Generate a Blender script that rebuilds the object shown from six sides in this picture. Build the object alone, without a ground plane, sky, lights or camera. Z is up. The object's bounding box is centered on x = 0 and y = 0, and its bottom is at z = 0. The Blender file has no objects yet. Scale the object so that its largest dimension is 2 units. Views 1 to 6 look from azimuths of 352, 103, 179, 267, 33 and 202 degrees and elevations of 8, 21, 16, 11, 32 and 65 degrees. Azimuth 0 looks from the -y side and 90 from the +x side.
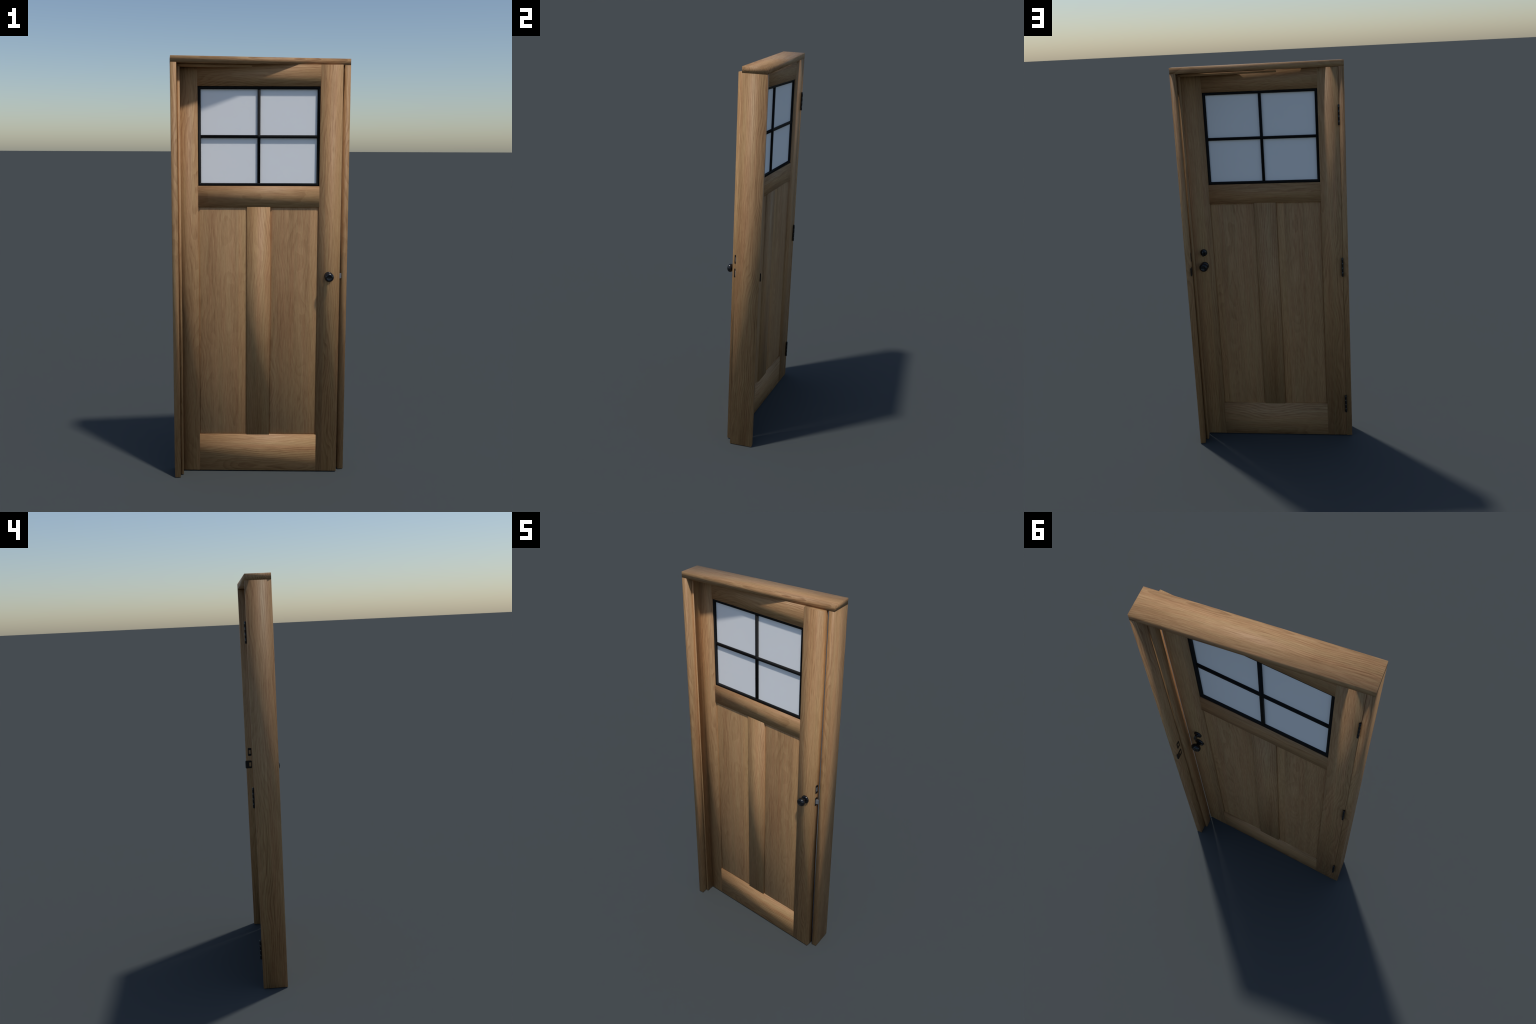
"""Craftsman style oak door, slightly ajar in its jamb: boards, raised panels,
four-light frosted window, black knob set, deadbolt, strikes and hinges."""
import bpy, bmesh, math
from mathutils import Vector, Matrix

# ------------------------------------------------------------------ measures
JAMB_X, JAMB_T = 0.4175, 0.0275            # outer half width, board thickness
FRONT_Y, BACK_Y = -0.0318, 0.0885          # depth of the frame
HEAD_Z, TOP_Z = 1.9710, 2.0000
STOP_W, STOP_Y0, STOP_Y1 = 0.0158, -0.0010, 0.0465

SWING = math.radians(8.0)                  # how far the leaf is opened
D_AX = Vector((math.cos(SWING), -math.sin(SWING), 0))   # along the leaf
N_AX = Vector((math.sin(SWING), math.cos(SWING), 0))    # towards the back
Z_AX = Vector((0, 0, 1))
CORNER = Vector((-0.3880, 0.0883, 0))      # back lower hinge corner of leaf
LEAF_W, LEAF_T = 0.7761, 0.0405
Z0, Z1 = 0.0028, 1.9698
S1, S2 = 0.1022, 0.6732                    # inner edges of the two stiles
M1, M2 = 0.3327, 0.4430                    # centre mullion
BOT_RAIL, LOCK0, LOCK1, TOP_RAIL = 0.1885, 1.3128, 1.4115, 1.8725


def leaf(s, q, z):
    """point on the leaf: s along width, q depth (0 back, -LEAF_T front)"""
    return CORNER + D_AX * s + N_AX * q + Z_AX * z


# ------------------------------------------------------------------ node help
class Nodes:
    def __init__(self, name):
        self.mat = bpy.data.materials.new(name)
        self.mat.use_nodes = True
        self.nt = self.mat.node_tree
        self.nt.nodes.clear()
        self.out = self.nt.nodes.new("ShaderNodeOutputMaterial")
        self.bsdf = self.nt.nodes.new("ShaderNodeBsdfPrincipled")
        self.nt.links.new(self.bsdf.outputs[0], self.out.inputs[0])

    def new(self, kind, **kw):
        n = self.nt.nodes.new(kind)
        for k, v in kw.items():
            setattr(n, k, v)
        return n

    def put(self, sock, v):
        if hasattr(v, "is_output"):
            self.nt.links.new(v, sock)
        elif v is not None:
            sock.default_value = v

    def math(self, op, a, b=None, c=None, clamp=False):
        n = self.new("ShaderNodeMath", operation=op, use_clamp=clamp)
        for i, v in enumerate((a, b, c)):
            self.put(n.inputs[i], v)
        return n.outputs[0]

    def vmath(self, op, a, b):
        n = self.new("ShaderNodeVectorMath", operation=op)
        self.put(n.inputs[0], a)
        self.put(n.inputs[1], b)
        return n.outputs[0]

    def noise(self, vec, scale3, detail=2.0, rough=0.5):
        v = self.vmath("MULTIPLY", vec, scale3)
        n = self.new("ShaderNodeTexNoise")
        n.inputs["Scale"].default_value = 1.0
        n.inputs["Detail"].default_value = detail
        n.inputs["Roughness"].default_value = rough
        self.nt.links.new(v, n.inputs["Vector"])
        return n.outputs["Fac"]

    def remap(self, v, a, b, c, d, smooth=True):
        n = self.new("ShaderNodeMapRange",
                     interpolation_type="SMOOTHSTEP" if smooth else "LINEAR")
        n.clamp = True
        for i, x in enumerate((v, a, b, c, d)):
            self.put(n.inputs[i], x)
        return n.outputs[0]

    def mix(self, fac, a, b, blend="MIX"):
        n = self.new("ShaderNodeMix", data_type="RGBA", blend_type=blend)
        self.put(n.inputs[0], fac)
        self.put(n.inputs[6], a)
        self.put(n.inputs[7], b)
        return n.outputs[2]


def rgb(r, g, b):
    return (r, g, b, 1.0)


def oak(name, offset, pith=(0.02, 0.09), ring=0.011, figure=1.0, strip=None,
        tone=1.0, warm=0.0, wave=1.0, knot=None):
    """Solid oak. Local X is the grain direction. 'pith' places the heart of
    the tree in the Y/Z section, 'wave' bends the rings into cathedrals,
    'strip' = Y position and colour gain of a lighter band along one side."""
    N = Nodes(name)
    tc = N.new("ShaderNodeTexCoord")
    raw = tc.outputs["Object"]
    co = N.vmath("ADD", raw, offset)
    sep = N.new("ShaderNodeSeparateXYZ")
    N.nt.links.new(raw, sep.inputs[0])
    if strip is not None:
        inside = N.remap(sep.outputs[1], strip[0] - 0.0006, strip[0] + 0.0006, 0, 1)
        shift = N.new("ShaderNodeCombineXYZ")
        N.put(shift.inputs[0], N.math("MULTIPLY", inside, 3.7))
        N.put(shift.inputs[1], N.math("MULTIPLY", inside, 0.93))
        N.put(shift.inputs[2], N.math("MULTIPLY", inside, 1.71))
        co = N.vmath("ADD", co, shift.outputs[0])
    # growth rings
    w1 = N.noise(co, (2.4, 7.5, 7.5), 1.0)
    w2 = N.noise(co, (7.0, 38.0, 38.0), 2.0)
    ry = N.math("SUBTRACT", sep.outputs[1], pith[0])
    rz = N.math("SUBTRACT", sep.outputs[2], pith[1])
    rr = N.math("SQRT", N.math("ADD", N.math("MULTIPLY", ry, ry),
                               N.math("MULTIPLY", rz, rz)))
    rr = N.math("ADD", rr, N.math("MULTIPLY", N.math("SUBTRACT", w1, 0.5), 0.13 * wave))
    rr = N.math("ADD", rr, N.math("MULTIPLY", N.math("SUBTRACT", w2, 0.5), 0.008))
    ph = N.math("FRACT", N.math("DIVIDE", rr, ring))
    # saw-tooth ring: slow rise to dark late wood, then an abrupt pale edge
    late = N.math("MULTIPLY", N.remap(ph, 0.25, 0.86, 0, 1), N.remap(ph, 0.88, 1.0, 1, 0))
    strength = N.remap(N.noise(co, (1.1, 13.0, 13.0), 1.0), 0.3, 0.7, 0.25, 1.0)
    late = N.math("MULTIPLY", late, strength)
    # fibres, streaks and pores
    fibre = N.noise(co, (17.0, 400.0, 400.0), 3.0, 0.65)
    streak = N.noise(co, (6.5, 155.0, 155.0), 3.0, 0.6)
    band = N.noise(co, (1.3, 20.0, 20.0), 2.0, 0.5)
    pore = N.noise(co, (45.0, 620.0, 620.0), 1.0, 0.5)
    pore = N.remap(pore, 0.60, 0.74, 0, 1)
    v = N.math("MULTIPLY", N.math("SUBTRACT", fibre, 0.5), 1.1)
    v = N.math("ADD", v, N.math("MULTIPLY", N.math("SUBTRACT", streak, 0.5), 0.62))
    v = N.math("ADD", v, N.math("MULTIPLY", N.math("SUBTRACT", band, 0.5), 0.7))
    v = N.math("SUBTRACT", v, N.math("MULTIPLY", late, 0.30 * figure))
    pale = N.math("MULTIPLY", N.remap(ph, 0.90, 0.98, 0, 1), N.remap(ph, 0.0, 1.0, 1, 1))
    v = N.math("ADD", v, N.math("MULTIPLY", N.math("MULTIPLY", pale, strength), 0.10 * figure))
    v = N.math("SUBTRACT", v, N.math("MULTIPLY", pore, 0.16))
    if knot is not None:                    # small pin knot with a smoky halo
        kx = N.math("DIVIDE", N.math("SUBTRACT", sep.outputs[0], knot[0]), 0.030)
        ky = N.math("DIVIDE", N.math("SUBTRACT", sep.outputs[1], knot[1]), 0.011)
        kd = N.math("SQRT", N.math("ADD", N.math("MULTIPLY", kx, kx), N.math("MULTIPLY", ky, ky)))
        v = N.math("SUBTRACT", v, N.math("ADD", N.remap(kd, 0.0, 1.0, 0.16, 0.0),
                                         N.remap(kd, 0.0, 0.35, 0.14, 0.0)))
    v = N.math("ADD", v, 0.60, clamp=True)
    ramp = N.new("ShaderNodeValToRGB")
    els = ramp.color_ramp.elements
    els[0].position, els[0].color = 0.0, rgb(0.215, 0.105, 0.043)
    els[1].position, els[1].color = 1.0, rgb(0.545, 0.345, 0.175)
    for p, c in ((0.35, (0.345, 0.187, 0.084)), (0.62, (0.430, 0.250, 0.118)),
                 (0.82, (0.480, 0.292, 0.142))):
        e = els.new(p)
        e.color = rgb(*c)
    N.put(ramp.inputs[0], v)
    # reddish and yellowish drift along the board
    hue = N.noise(N.vmath("ADD", co, (5.1, 2.3, 8.7)), (1.6, 42.0, 42.0), 3.0, 0.65)
    hue = N.remap(hue, 0.32 + warm, 0.68 + warm, 0, 1, False)
    tint = N.mix(hue, rgb(1.038, 0.965, 0.935), rgb(0.972, 1.006, 0.960))
    col = N.mix(1.0, ramp.outputs[0], tint, "MULTIPLY")
    if strip is not None:
        gain = N.mix(inside, rgb(1, 1, 1), rgb(strip[1], strip[1], strip[1] * 0.97))
        col = N.mix(1.0, col, gain, "MULTIPLY")
    col = N.mix(1.0, col, rgb(tone, tone, tone), "MULTIPLY")
    N.put(N.bsdf.inputs["Base Color"], col)
    N.put(N.bsdf.inputs["Roughness"], N.remap(v, 0.2, 0.9, 0.62, 0.50))
    N.bsdf.inputs["Specular IOR Level"].default_value = 0.30
    bump = N.new("ShaderNodeBump")
    bump.inputs["Strength"].default_value = 0.10
    bump.inputs["Distance"].default_value = 0.0006
    N.put(bump.inputs["Height"], v)
    N.nt.links.new(bump.outputs[0], N.bsdf.inputs["Normal"])
    return N.mat


def enamel(name, colour, rough, spec=0.5, metal=0.0, mottling=0.0):
    """painted or bare metal / glass-like surface with a faint mottling"""
    N = Nodes(name)
    tc = N.new("ShaderNodeTexCoord")
    n = N.noise(tc.outputs["Object"], (90, 90, 90), 2.0)
    f = N.remap(n, 0.3, 0.7, 1.0 - mottling, 1.0 + mottling, False)
    g = N.new("ShaderNodeCombineColor")
    for i in range(3):
        N.put(g.inputs[i], N.math("MULTIPLY", f, colour[i]))
    N.put(N.bsdf.inputs["Base Color"], g.outputs[0])
    N.put(N.bsdf.inputs["Roughness"], N.remap(n, 0.3, 0.7, rough * 0.95, rough * 1.05, False))
    N.bsdf.inputs["Specular IOR Level"].default_value = spec
    N.bsdf.inputs["Metallic"].default_value = metal
    return N.mat


OAK_STILE_L = oak("oak_hinge_stile", (1.3, 0.4, 2.2), (0.10, 0.20), 0.0070, 0.9, None, 1.0, 0.0, 0.6)
OAK_STILE_R = oak("oak_lock_stile", (4.1, 1.4, 0.2), (-0.14, 0.18), 0.0068, 0.9, (-0.0225, 1.12), 0.91, 0.0, 0.45)
OAK_RAIL_TOP = oak("oak_top_rail", (7.3, 3.1, 5.2), (0.09, 0.05), 0.0085, 1.4)
OAK_RAIL_MID = oak("oak_lock_rail", (2.9, 6.4, 1.2), (0.02, 0.10), 0.008, 0.8, None, 1.0, 0.0, 0.7)
OAK_RAIL_LOW = oak("oak_bottom_rail", (9.2, 1.9, 3.2), (-0.05, 0.09), 0.0085, 1.0, None, 1.0, -0.03, 0.8)
OAK_MULLION = oak("oak_mullion", (6.2, 0.9, 7.7), (0.12, 0.12), 0.0075, 0.9, None, 1.0, -0.05, 0.5)
OAK_PANELS = [oak("oak_panel", (3.4, 8.1, 6.0), (0.015, 0.10), 0.0078, 0.62, (0.0755, 1.09), 0.97, 0.0, 0.75, (-0.25, 0.038)),
              oak("oak_panel", (3.55, 8.1, 6.02), (0.015, 0.10), 0.0078, 0.62, (0.0755, 1.09), 0.96, 0.0, 0.75, (-0.38, 0.032))]
OAK_JAMB = oak("oak_jamb", (5.7, 2.7, 9.1), (0.05, 0.09), 0.0085, 0.95, None, 0.97, -0.02, 0.8)
OAK_HEAD = oak("oak_head_jamb", (0.7, 4.7, 2.6), (0.01, 0.05), 0.0090, 1.2, None, 1.0, 0.0, 0.9)
OAK_STOP = oak("oak_door_stop", (8.7, 5.2, 4.6), (0.06, 0.09), 0.009, 0.8, None, 1.0, 0.0, 0.6)
BLACK_PAINT = enamel("matt_black_paint", (0.013, 0.013, 0.0133), 0.6, 0.10)
BLACK_METAL = enamel("polished_black_metal", (0.008, 0.0085, 0.010), 0.17, 0.5)
BLACK_PLATE = enamel("satin_black_plate", (0.010, 0.010, 0.011), 0.35, 0.45)
GREY_STEEL = enamel("grey_steel_bolt", (0.17, 0.17, 0.175), 0.5, 0.4)
FROSTED = enamel("frosted_glass", (0.96, 0.96, 0.96), 0.75, 0.5)

# ------------------------------------------------------------------ modelling
ROOT = bpy.data.objects.new("wooden_door", None)
bpy.context.collection.objects.link(ROOT)
ROOT.empty_display_size = 0.2
ROOT["label"] = "brown oak panel door ajar in frame, black knob, window"
ROOT["category"] = "door"


def frame_matrix(origin, xa, ya):
    xa, ya = Vector(xa), Vector(ya)
    za = xa.cross(ya)
    m = Matrix((xa, ya, za)).transposed().to_4x4()
    m.translation = Vector(origin)
    return m


def add(name, mesh, matrix, mat=None, parent=ROOT):
    ob = bpy.data.objects.new(name, mesh)
    bpy.context.collection.objects.link(ob)
    if mat is not None:
        mesh.materials.clear()
        mesh.materials.append(mat)
    ob.parent = parent
    base = parent.matrix_basis.copy()
    p = parent
    while p.parent:
        p = p.parent
        base = p.matrix_basis @ base
    ob.matrix_parent_inverse = Matrix.Identity(4)
    ob.matrix_basis = base.inverted() @ matrix
    return ob


def smooth(mesh, on=True):
    mesh.polygons.foreach_set("use_smooth", [on] * len(mesh.polygons))


def to_mesh(bm, name):
    bmesh.ops.recalc_face_normals(bm, faces=bm.faces[:])
    me = bpy.data.meshes.new(name)
    bm.to_mesh(me)
    bm.free()
    return me


def board_mesh(name, l, w, t, ease=0.0008, soften=None):
    """eased board; shading turns softly from edge to edge through tilted corner normals:
    each corner carries one normal shared by its three faces. 'soften' may
    give another normal for (face axis, face side, corner signs)."""
    bm = bmesh.new()
    bmesh.ops.create_cube(bm, size=1.0)
    bmesh.ops.scale(bm, vec=(l, w, t), verts=bm.verts[:])
    bmesh.ops.bevel(bm, geom=bm.edges[:], offset=ease, segments=1, affect="EDGES")
    me = to_mesh(bm, name)
    smooth(me)
    sg = lambda v: 1.0 if v > 0 else -1.0
    normals = []
    for poly in me.polygons:
        n = [abs(c) for c in poly.normal]
        axis = n.index(max(n)) if max(n) > 0.95 else None
        for li in poly.loop_indices:
            co = me.vertices[me.loops[li].vertex_index].co
            c = (sg(co.x), sg(co.y), sg(co.z))
            v = None
            if soften and axis is not None:
                v = soften(axis, sg(poly.normal[axis]), c)
            normals.append(Vector(v or c).normalized())
    me.normals_split_custom_set(normals)
    return me


def board(name, lo, hi, grain, mat, place=None, soften=None):
    """board between two corners; place maps (a, b, c) to the world
    (default: world axes); grain = 'x' or 'z' of that system"""
    lo, hi = Vector(lo), Vector(hi)
    c, e = (lo + hi) / 2, hi - lo
    if place is None:
        o, ax, ay = c, Vector((1, 0, 0)), Vector((0, 1, 0))
    else:
        o, ax, ay = place(*c), D_AX, N_AX
    if grain == "z":      # local X up, local Y along the width, local Z = depth
        me = board_mesh(name, e.z, e.x, e.y, soften=soften)
        m = frame_matrix(o, Z_AX, ax)
    else:                 # local X along width, local Y up, local Z = -depth
        me = board_mesh(name, e.x, e.z, e.y, soften=soften)
        m = frame_matrix(o, ax, Z_AX)
    return add(name, me, m, mat)


def extrude_outline(name, pts, t, hole=None, ease=0.0):
    """flat plate from an outline (XY), thickness t along +Z, optional hole
    given as an outline with the same number of points"""
    bm = bmesh.new()
    n = len(pts)
    def ring(ps, z):
        return [bm.verts.new((p[0], p[1], z)) for p in ps]
    def band(a, b):
        for i in range(n):
            bm.faces.new((a[i], a[(i + 1) % n], b[(i + 1) % n], b[i]))
    bot = ring(pts, 0)
    mid = ring(pts, t - ease)
    cx = sum(p[0] for p in pts) / n
    cy = sum(p[1] for p in pts) / n
    ext = max(max(abs(p[0] - cx), abs(p[1] - cy)) for p in pts)
    k = 1 - ease / ext
    top = ring([(cx + (p[0] - cx) * k, cy + (p[1] - cy) * k) for p in pts], t)
    band(bot, mid)
    band(mid, top)
    if hole is None:
        bm.faces.new(top)
        bm.faces.new(bot)
    else:
        hb, ht = ring(hole, 0), ring(hole, t)
        band(top, ht)
        band(ht, hb)
        band(hb, bot)
    me = to_mesh(bm, name)
    return me


def round_rect(w, h, r, seg=6, cx=0.0, cy=0.0):
    pts = []
    for k, (sx, sy) in enumerate(((1, 1), (-1, 1), (-1, -1), (1, -1))):
        for i in range(seg + 1):
            a = math.pi / 2 * (k + i / seg)
            pts.append((cx + sx * (w / 2 - r) + r * math.cos(a),
                        cy + sy * (h / 2 - r) + r * math.sin(a)))
    return pts


def lathe(name, profile, seg=48):
    """turned body about local Z, profile = (radius, height) pairs"""
    bm = bmesh.new()
    rings = []
    for r, h in profile:
        if r <= 1e-6:
            rings.append([bm.verts.new((0, 0, h))])
        else:
            rings.append([bm.verts.new((r * math.cos(2 * math.pi * i / seg),
                                        r * math.sin(2 * math.pi * i / seg), h))
                          for i in range(seg)])
    for a, b in zip(rings, rings[1:]):
        for i in range(seg):
            j = (i + 1) % seg
            if len(a) == 1:
                bm.faces.new((a[0], b[j], b[i]))
            elif len(b) == 1:
                bm.faces.new((a[i], a[j], b[0]))
            else:
                bm.faces.new((a[i], a[j], b[j], b[i]))
    me = to_mesh(bm, name)
    smooth(me)
    return me


def sharp(ob, angle=35):
    ob.data.set_sharp_from_angle(angle=math.radians(angle))


# ------------------------------------------------------------------ the frame
IN_X = JAMB_X - JAMB_T
board("jamb", (-JAMB_X, FRONT_Y, 0), (-IN_X, BACK_Y, HEAD_Z), "z", OAK_JAMB)
board("jamb", (IN_X, FRONT_Y, 0), (JAMB_X, BACK_Y, HEAD_Z), "z", OAK_JAMB)
board("head_jamb", (-JAMB_X, FRONT_Y, HEAD_Z), (JAMB_X, BACK_Y, TOP_Z), "x", OAK_HEAD)
STOP_T, STOP_GAP = 0.0122, 0.0034           # the stops stand a little off the frame
STOP_TOP = HEAD_Z - STOP_GAP - STOP_T
SO = IN_X - STOP_GAP


def stop_shade_normals(axis, side, c):
    """inner face of the hinge side stop: normals bent to draw it dark in front, sunlit behind"""
    if axis == 1 and side > 0:
        if c[0] > 0:
            return (0.15, 1.0, 0.0) if c[2] > 0 else (-0.4, 1.0, 0.6)
        return (-1.0, 1.0, 0.3)
    return None


board("door_stop", (-SO, STOP_Y0, 0.0005), (-SO + STOP_T, STOP_Y1, STOP_TOP), "z", OAK_STOP, None, stop_shade_normals)


def lock_stop_dimmed(axis, side, c):
    """inner face of the lock side stop: front normals turned to dim the warm light strip"""
    if axis == 1 and side < 0 and c[2] < 0:
        return (c[0] * 0.45, -1.0, -0.6)
    return None


board("door_stop", (SO - STOP_T, STOP_Y0, 0.0005), (SO, STOP_Y1, STOP_TOP), "z", OAK_STOP, None, lock_stop_dimmed)
board("door_stop", (-SO, STOP_Y0, STOP_TOP), (SO, STOP_Y1, STOP_TOP + STOP_T), "x", OAK_STOP)

# packing strips close the joint between stop and frame, set back as a groove
PK0, PK1 = STOP_Y0 + 0.008, STOP_Y1 - 0.008
board("packing_strip", (-IN_X, PK0, 0.001), (-SO, PK1, STOP_TOP), "z", OAK_STOP)
board("packing_strip", (SO, PK0, 0.001), (IN_X, PK1, STOP_TOP), "z", OAK_STOP)
board("packing_strip", (-SO, PK0, STOP_TOP + STOP_T), (SO, PK1, HEAD_Z), "x", OAK_STOP)

# ------------------------------------------------------------------ the leaf
F, B, INSET = -LEAF_T, 0.0, 0.00025
LAP = 0.0012                                # tenons run a little into the stiles
board("stile", (0, F, Z0), (S1, B, Z1), "z", OAK_STILE_L, leaf)


def back_glow_dimmed(axis, side, c):
    """lock stile: back normals at the free edge skewed to suppress a sun glow"""
    if axis == 2 and side > 0 and c[1] > 0:
        return (c[0] * 0.5, -0.25, 1.0)
    return None


board("stile", (S2, F, Z0), (LEAF_W, B, Z1), "z", OAK_STILE_R, leaf, back_glow_dimmed)
board("rail", (S1 - LAP, F + INSET, TOP_RAIL), (S2 + LAP, B - INSET, Z1), "x", OAK_RAIL_TOP, leaf)
board("rail", (S1 - LAP, F + INSET, LOCK0), (S2 + LAP, B - INSET, LOCK1), "x", OAK_RAIL_MID, leaf)
board("rail", (S1 - LAP, F + INSET, Z0), (S2 + LAP, B - INSET, BOT_RAIL), "x", OAK_RAIL_LOW, leaf)
board("mullion", (M1, F + 2 * INSET, BOT_RAIL - LAP), (M2, B - 2 * INSET, LOCK0 + LAP), "z", OAK_MULLION, leaf)


def panel_mesh(l, w, t, chamfer, drop):
    """raised panel: flat field, wide sloping margin, thinner at the edge"""
    bm = bmesh.new()
    loops = []
    for inset, z in ((chamfer, -t / 2), (0, -t / 2 + drop), (0, t / 2 - drop), (chamfer, t / 2)):
        a, b = l / 2 - inset, w / 2 - inset
        loops.append([bm.verts.new((x, y, z)) for x, y in ((-a, -b), (a, -b), (a, b), (-a, b))])
    for p, q in zip(loops, loops[1:]):
        for i in range(4):
            j = (i + 1) % 4
            bm.faces.new((p[i], p[j], q[j], q[i]))
    bm.faces.new(loops[0])
    bm.faces.new(loops[-1])
    me = to_mesh(bm, "raised_panel")
    smooth(me)
    sg = lambda v: 1.0 if v > 0 else -1.0
    soft = []                               # normals tilted so the flat field shades darker downwards
    for v in me.vertices:
        x, y, z = (sg(c) for c in v.co)
        k = 0.30 if abs(v.co.z) > t / 2 - 0.0005 else 0.55
        soft.append(Vector((x * k, y * k * 0.8, z)).normalized())
    me.normals_split_custom_set_from_vertices(soft)
    return me


PANEL_D = 0.0054                            # field lies this far behind the stiles
pl, pw = LOCK0 - BOT_RAIL + 0.001, M1 - S1 + 0.001
pm = panel_mesh(pl, pw, LEAF_T - 2 * PANEL_D, 0.0088, 0.0062)
for (a, b), wood in zip(((S1, M1), (M2, S2)), OAK_PANELS):
    add("panel", pm.copy(), frame_matrix(leaf((a + b) / 2, F / 2, (BOT_RAIL + LOCK0) / 2), Z_AX, D_AX), wood)

# ------------------------------------------------------------------ window
WIN_D, BAR = 0.0062, 0.0137
WT = LEAF_T - 2 * WIN_D
ww, wh = S2 - S1, TOP_RAIL - LOCK1
WC = leaf((S1 + S2) / 2, F / 2, (LOCK1 + TOP_RAIL) / 2)
WM = frame_matrix(WC, D_AX, Z_AX)           # local Z looks out of the front


def outline_solid(name, outer, inner, t, normals_out, normals_in=None):
    """prism from an outline (and hole) whose corners keep one soft normal"""
    bm = bmesh.new()
    nrm = []
    def ring(ps, ns, z, s):
        for q in ns:
            nrm.append(Vector((q[0], q[1], s)).normalized())
        return [bm.verts.new((p[0], p[1], z)) for p in ps]
    of, ob_ = ring(outer, normals_out, t / 2, 1), ring(outer, normals_out, -t / 2, -1)
    n = len(outer)
    def band(a, b):
        for i in range(n):
            bm.faces.new((a[i], a[(i + 1) % n], b[(i + 1) % n], b[i]))
    band(of, ob_)
    if inner:
        nf, nb = ring(inner, normals_in, t / 2, 1), ring(inner, normals_in, -t / 2, -1)
        band(of, nf)
        band(nf, nb)
        band(nb, ob_)
    else:
        bm.faces.new(of)
        bm.faces.new(ob_)
    me = to_mesh(bm, name)
    smooth(me)
    me.normals_split_custom_set_from_vertices(nrm)
    return me


quad = lambda a, b: [(-a, -b), (a, -b), (a, b), (-a, b)]
signs = [(-1, -1), (1, -1), (1, 1), (-1, 1)]
add("window_frame", outline_solid("window_frame", quad(ww / 2 - 0.0002, wh / 2 - 0.0002),
    quad(ww / 2 - BAR, wh / 2 - BAR), WT, signs, [(-x, -y) for x, y in signs]), WM, BLACK_PAINT)
h, X, Y = BAR / 2, ww / 2 - BAR + 0.0006, wh / 2 - BAR + 0.0006
cross = [(-h, -Y), (h, -Y), (h, -h), (X, -h), (X, h), (h, h), (h, Y), (-h, Y),
         (-h, h), (-X, h), (-X, -h), (-h, -h)]
cn = [(-1, -1), (1, -1), (1, -1), (1, -1), (1, 1), (1, 1), (1, 1), (-1, 1),
      (-1, 1), (-1, 1), (-1, -1), (-1, -1)]
# four-armed glazing bar: split in convex arms, corners keep the cross normals
bm = bmesh.new()
vn, lay = [], {}
for s in (1, -1):
    for i, (p, q) in enumerate(zip(cross, cn)):
        lay[(s, i)] = bm.verts.new((p[0], p[1], s * (WT / 2 - 0.0001)))
        vn.append(Vector((q[0], q[1], s)).normalized())
for s in (1, -1):
    for f in ((0, 1, 2, 11), (2, 3, 4, 5), (5, 6, 7, 8), (8, 9, 10, 11), (2, 5, 8, 11)):
        bm.faces.new([lay[(s, i)] for i in f])
for i in range(12):
    j = (i + 1) % 12
    bm.faces.new((lay[(1, i)], lay[(1, j)], lay[(-1, j)], lay[(-1, i)]))
me = to_mesh(bm, "glazing_bar")
smooth(me)
me.normals_split_custom_set_from_vertices(vn)
add("glazing_bar", me, WM, BLACK_PAINT)

GLASS_T = 0.0098
gw, gh = (ww - 2 * BAR - BAR) / 2, (wh - 2 * BAR - BAR) / 2
gb = bmesh.new()
bmesh.ops.create_cube(gb, size=1.0)
bmesh.ops.scale(gb, vec=(gw + 0.004, gh + 0.004, GLASS_T), verts=gb.verts[:])
gm = to_mesh(gb, "glass_pane")
smooth(gm)                                  # pane is upright; front normals tipped up to brighten its sunlight
gn = []
for poly in gm.polygons:
    v = Vector((0, 0.062, 1)).normalized() if poly.normal.z > 0.9 else poly.normal.copy()
    gn += [v] * poly.loop_total
gm.normals_split_custom_set(gn)
for sx in (-1, 1):
    for sy in (-1, 1):
        add("glass_pane", gm, WM @ Matrix.Translation((sx * (gw + BAR) / 2, sy * (gh + BAR) / 2, 0)), FROSTED)

# ------------------------------------------------------------------ knob set
KNOB_S, KNOB_Z, BOLT_Z = 0.7234, 0.9830, 1.0557
rose_profile = [(0, 0), (0.0217, 0), (0.0217, 0.0018), (0.0203, 0.0070), (0.0188, 0.0083),
                (0.0125, 0.0086), (0.0106, 0.0098), (0, 0.0098)]
knob_profile = [(0, 0.0090), (0.0088, 0.0092), (0.0082, 0.0140), (0.0090, 0.0180), (0.0125, 0.0205),
                (0.0165, 0.0228), (0.0198, 0.0260), (0.0218, 0.0300), (0.0225, 0.0342),
                (0.0219, 0.0376), (0.0203, 0.0409), (0.0178, 0.0437), (0.0152, 0.0456),
                (0.0133, 0.0464), (0.0120, 0.0462), (0.0108, 0.0453), (0.0080, 0.0443),
                (0.0040, 0.0438), (0, 0.0437)]
rose_mesh = lathe("knob_rosette", rose_profile)
knob_mesh = lathe("door_knob", knob_profile)
for q, zdir in ((F, -N_AX), (B, N_AX)):
    xa = D_AX
    ya = zdir.cross(xa)
    m = frame_matrix(leaf(KNOB_S, q, KNOB_Z), xa, ya)
    kn = add("door_knob", knob_mesh, m, BLACK_METAL)
    ro = add("knob_rosette", rose_mesh, m, BLACK_METAL, kn)
    sharp(ro, 40)

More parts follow.
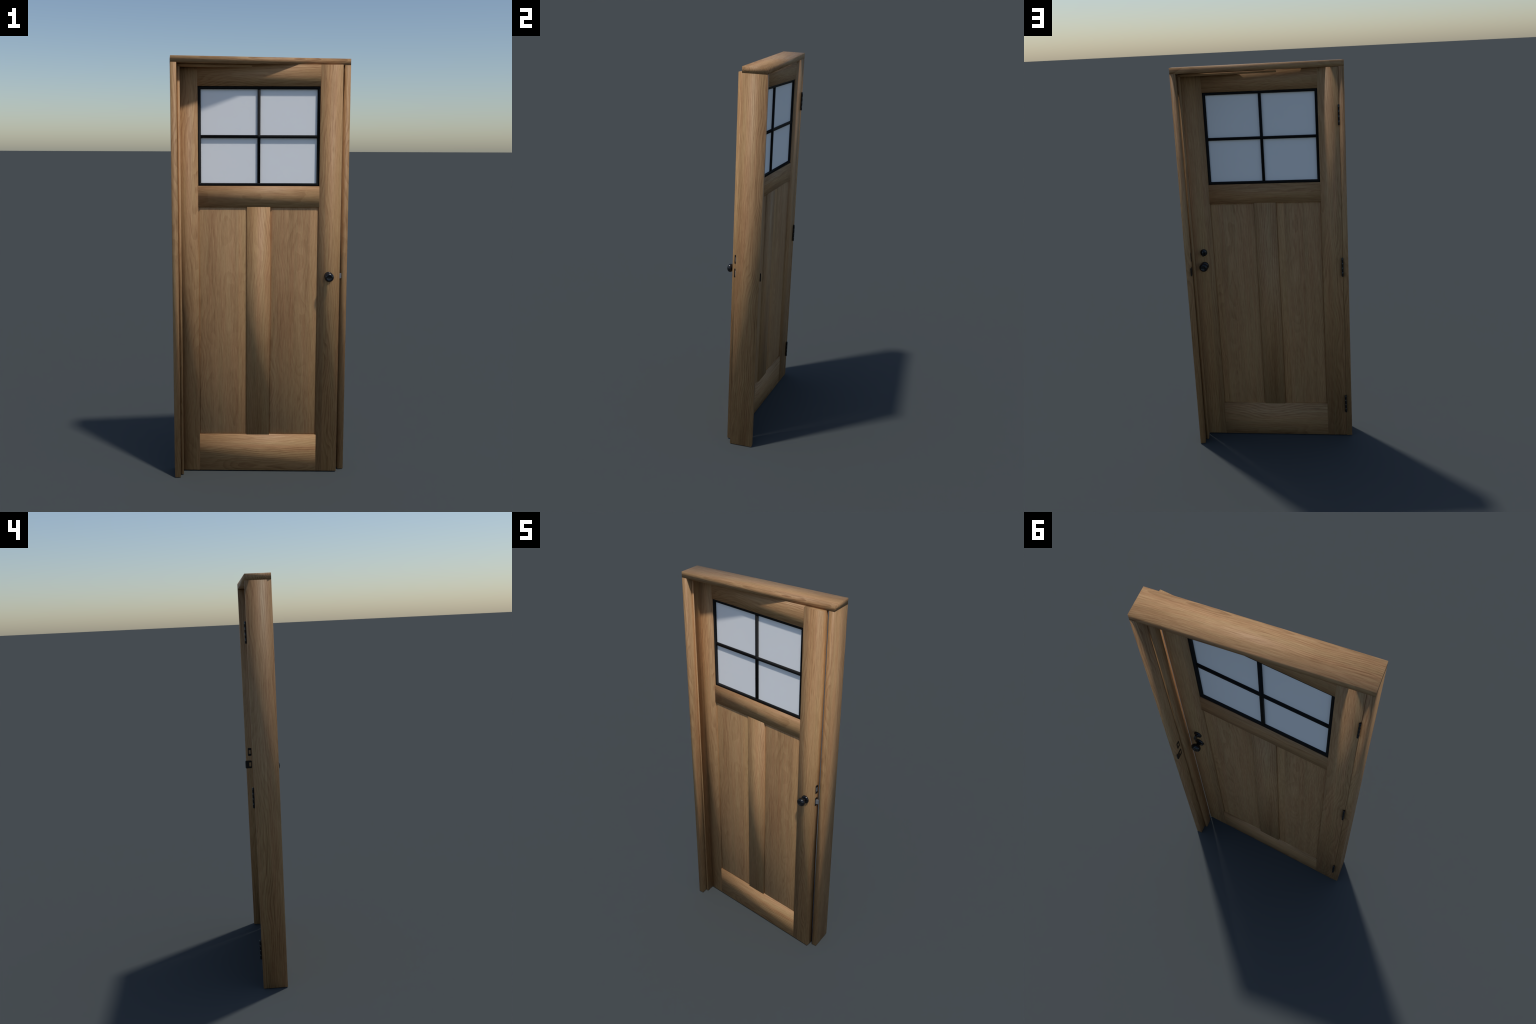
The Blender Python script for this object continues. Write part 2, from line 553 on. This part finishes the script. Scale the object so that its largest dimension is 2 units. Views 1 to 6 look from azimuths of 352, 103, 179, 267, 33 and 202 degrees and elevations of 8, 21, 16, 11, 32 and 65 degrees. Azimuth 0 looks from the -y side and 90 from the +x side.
# deadbolt with thumb turn on the back
m = frame_matrix(leaf(KNOB_S, B, BOLT_Z), D_AX, N_AX.cross(D_AX))
db = add("deadbolt", lathe("deadbolt", [(0, 0), (0.0185, 0), (0.0185, 0.0030), (0.0174, 0.0062),
         (0.0158, 0.0072), (0.0085, 0.0076), (0.0070, 0.0090), (0.0065, 0.0130), (0, 0.0130)]), m, BLACK_METAL)
sharp(db, 40)
turn = extrude_outline("thumb_turn", [(0.0168 * math.cos(a), 0.0082 * math.sin(a))
        for a in [2 * math.pi * i / 28 for i in range(28)]], 0.0066, None, 0.0014)
smooth(turn)
# lies in the plane of the upright and the door normal
tm = frame_matrix(leaf(KNOB_S + 0.0033, 0.0205, BOLT_Z), Z_AX, N_AX)
tt = add("thumb_turn", turn, tm, BLACK_METAL, db)
sharp(tt, 35)

# latch faceplates on the lock edge of the leaf
plate = extrude_outline("latch_plate", round_rect(0.0490, 0.0198, 0.0045), 0.0018, None, 0.0005)
screw = lathe("screw", [(0.0031, 0), (0.0031, 0.0004), (0.0022, 0.0009), (0.0009, 0.0010),
                        (0.0007, 0.0005), (0, 0.0005)], 16)
EDGE_Q = -0.0205
for zc, bolt in ((BOLT_Z, "dead_bolt"), (0.9826, "latch_bolt")):
    m = frame_matrix(leaf(LEAF_W - 0.0012, EDGE_Q, zc), Z_AX, N_AX * -1)
    pl_ = add("latch_plate", plate, m, BLACK_PLATE)
    for sgn in (-1, 1):
        sm = m @ Matrix.Translation((sgn * 0.0178, 0, 0.0017))
        add("screw", screw, sm, GREY_STEEL, pl_)
    bw, bh = 0.0240, 0.0120
    bm = bmesh.new()
    bmesh.ops.create_cube(bm, size=1.0)
    depth = 0.0022 if bolt == "dead_bolt" else 0.0116
    bmesh.ops.scale(bm, vec=(bw, bh, depth), verts=bm.verts[:])
    bmesh.ops.translate(bm, vec=(0, 0, depth / 2), verts=bm.verts[:])
    if bolt == "latch_bolt":                # slanted striking face
        for v in bm.verts:
            if v.co.z > 0.001 and v.co.y > 0:
                v.co.y -= 0.0068
    bmesh.ops.bevel(bm, geom=bm.edges[:], offset=0.0005, segments=2, affect="EDGES")
    add(bolt, to_mesh(bm, bolt), m, GREY_STEEL, pl_)

# ------------------------------------------------------------------ strikes
SX = IN_X + 0.0002


def strike_matrix(y, z):                    # local X = world y, local Y = up
    return Matrix(((0, 0, -1, SX), (1, 0, 0, y), (0, 1, 0, z), (0, 0, 0, 1)))


def strike_screws(par, m, x, zs):
    for zz in zs:
        add("screw", screw, m @ Matrix.Translation((x, zz, 0.0013)), BLACK_METAL, par)


hole = round_rect(0.0112, 0.0222, 0.0006)
m = strike_matrix(0.0667, BOLT_Z)
st = add("strike_plate", extrude_outline("strike_plate", round_rect(0.0200, 0.0460, 0.0045), 0.0014, hole, 0.0003), m, BLACK_PLATE)
strike_screws(st, m, 0, (-0.0172, 0.0172))
m = strike_matrix(0.0745, 0.9826)
hole2 = round_rect(0.0118, 0.0232, 0.0006, 6, -0.0078, 0)
me = extrude_outline("strike_plate", round_rect(0.0360, 0.0452, 0.0060), 0.0014, hole2, 0.0003)
# curl the lip round the back edge of the jamb
bm = bmesh.new()
bm.from_mesh(me)
bmesh.ops.bisect_plane(bm, geom=bm.verts[:] + bm.edges[:] + bm.faces[:], plane_co=(0.0128, 0, 0), plane_no=(1, 0, 0))
bmesh.ops.bisect_plane(bm, geom=bm.verts[:] + bm.edges[:] + bm.faces[:], plane_co=(0.0152, 0, 0), plane_no=(1, 0, 0))
R = 0.0042
for v in bm.verts:
    u = v.co.x - 0.0128
    if u > 0:
        a = u * 1.35 / R
        a = min(a, 1.5)
        rad = R + v.co.z
        v.co.x = 0.0128 + 0.0008 + rad * math.sin(a)
        v.co.z = -R + rad * math.cos(a)
bm.to_mesh(me)
bm.free()
st = add("strike_plate", me, m, BLACK_PLATE)
strike_screws(st, m, -0.0078, (-0.0170, 0.0170))

# ------------------------------------------------------------------ hinges
PIN = Vector((-0.3864, 0.0933, 0))
KN = 0.0249
prof = [(0, 0), (0.0038, 0)]
for k in range(4):
    a = k * KN
    prof += [(0.0040, a + 0.0002), (0.0046, a + 0.0010), (0.0046, a + KN - 0.0010), (0.0040, a + KN - 0.0002)]
prof += [(0.0036, 4 * KN), (0, 4 * KN + 0.0006)]
barrel = lathe("hinge", prof, 24)
lf = bmesh.new()
bmesh.ops.create_cube(lf, size=1.0)
bmesh.ops.scale(lf, vec=(0.0012, 0.0300, 4 * KN), verts=lf.verts[:])
leaf_mesh = to_mesh(lf, "hinge_leaf")
for zc in (1.7416, 0.9674, 0.1936):
    hb = add("hinge", barrel, Matrix.Translation(PIN + Z_AX * (zc - 2 * KN)), BLACK_METAL)
    sharp(hb, 40)
    add("hinge_leaf", leaf_mesh, Matrix.Translation((-0.3898, 0.0775, zc)), BLACK_PLATE, hb)
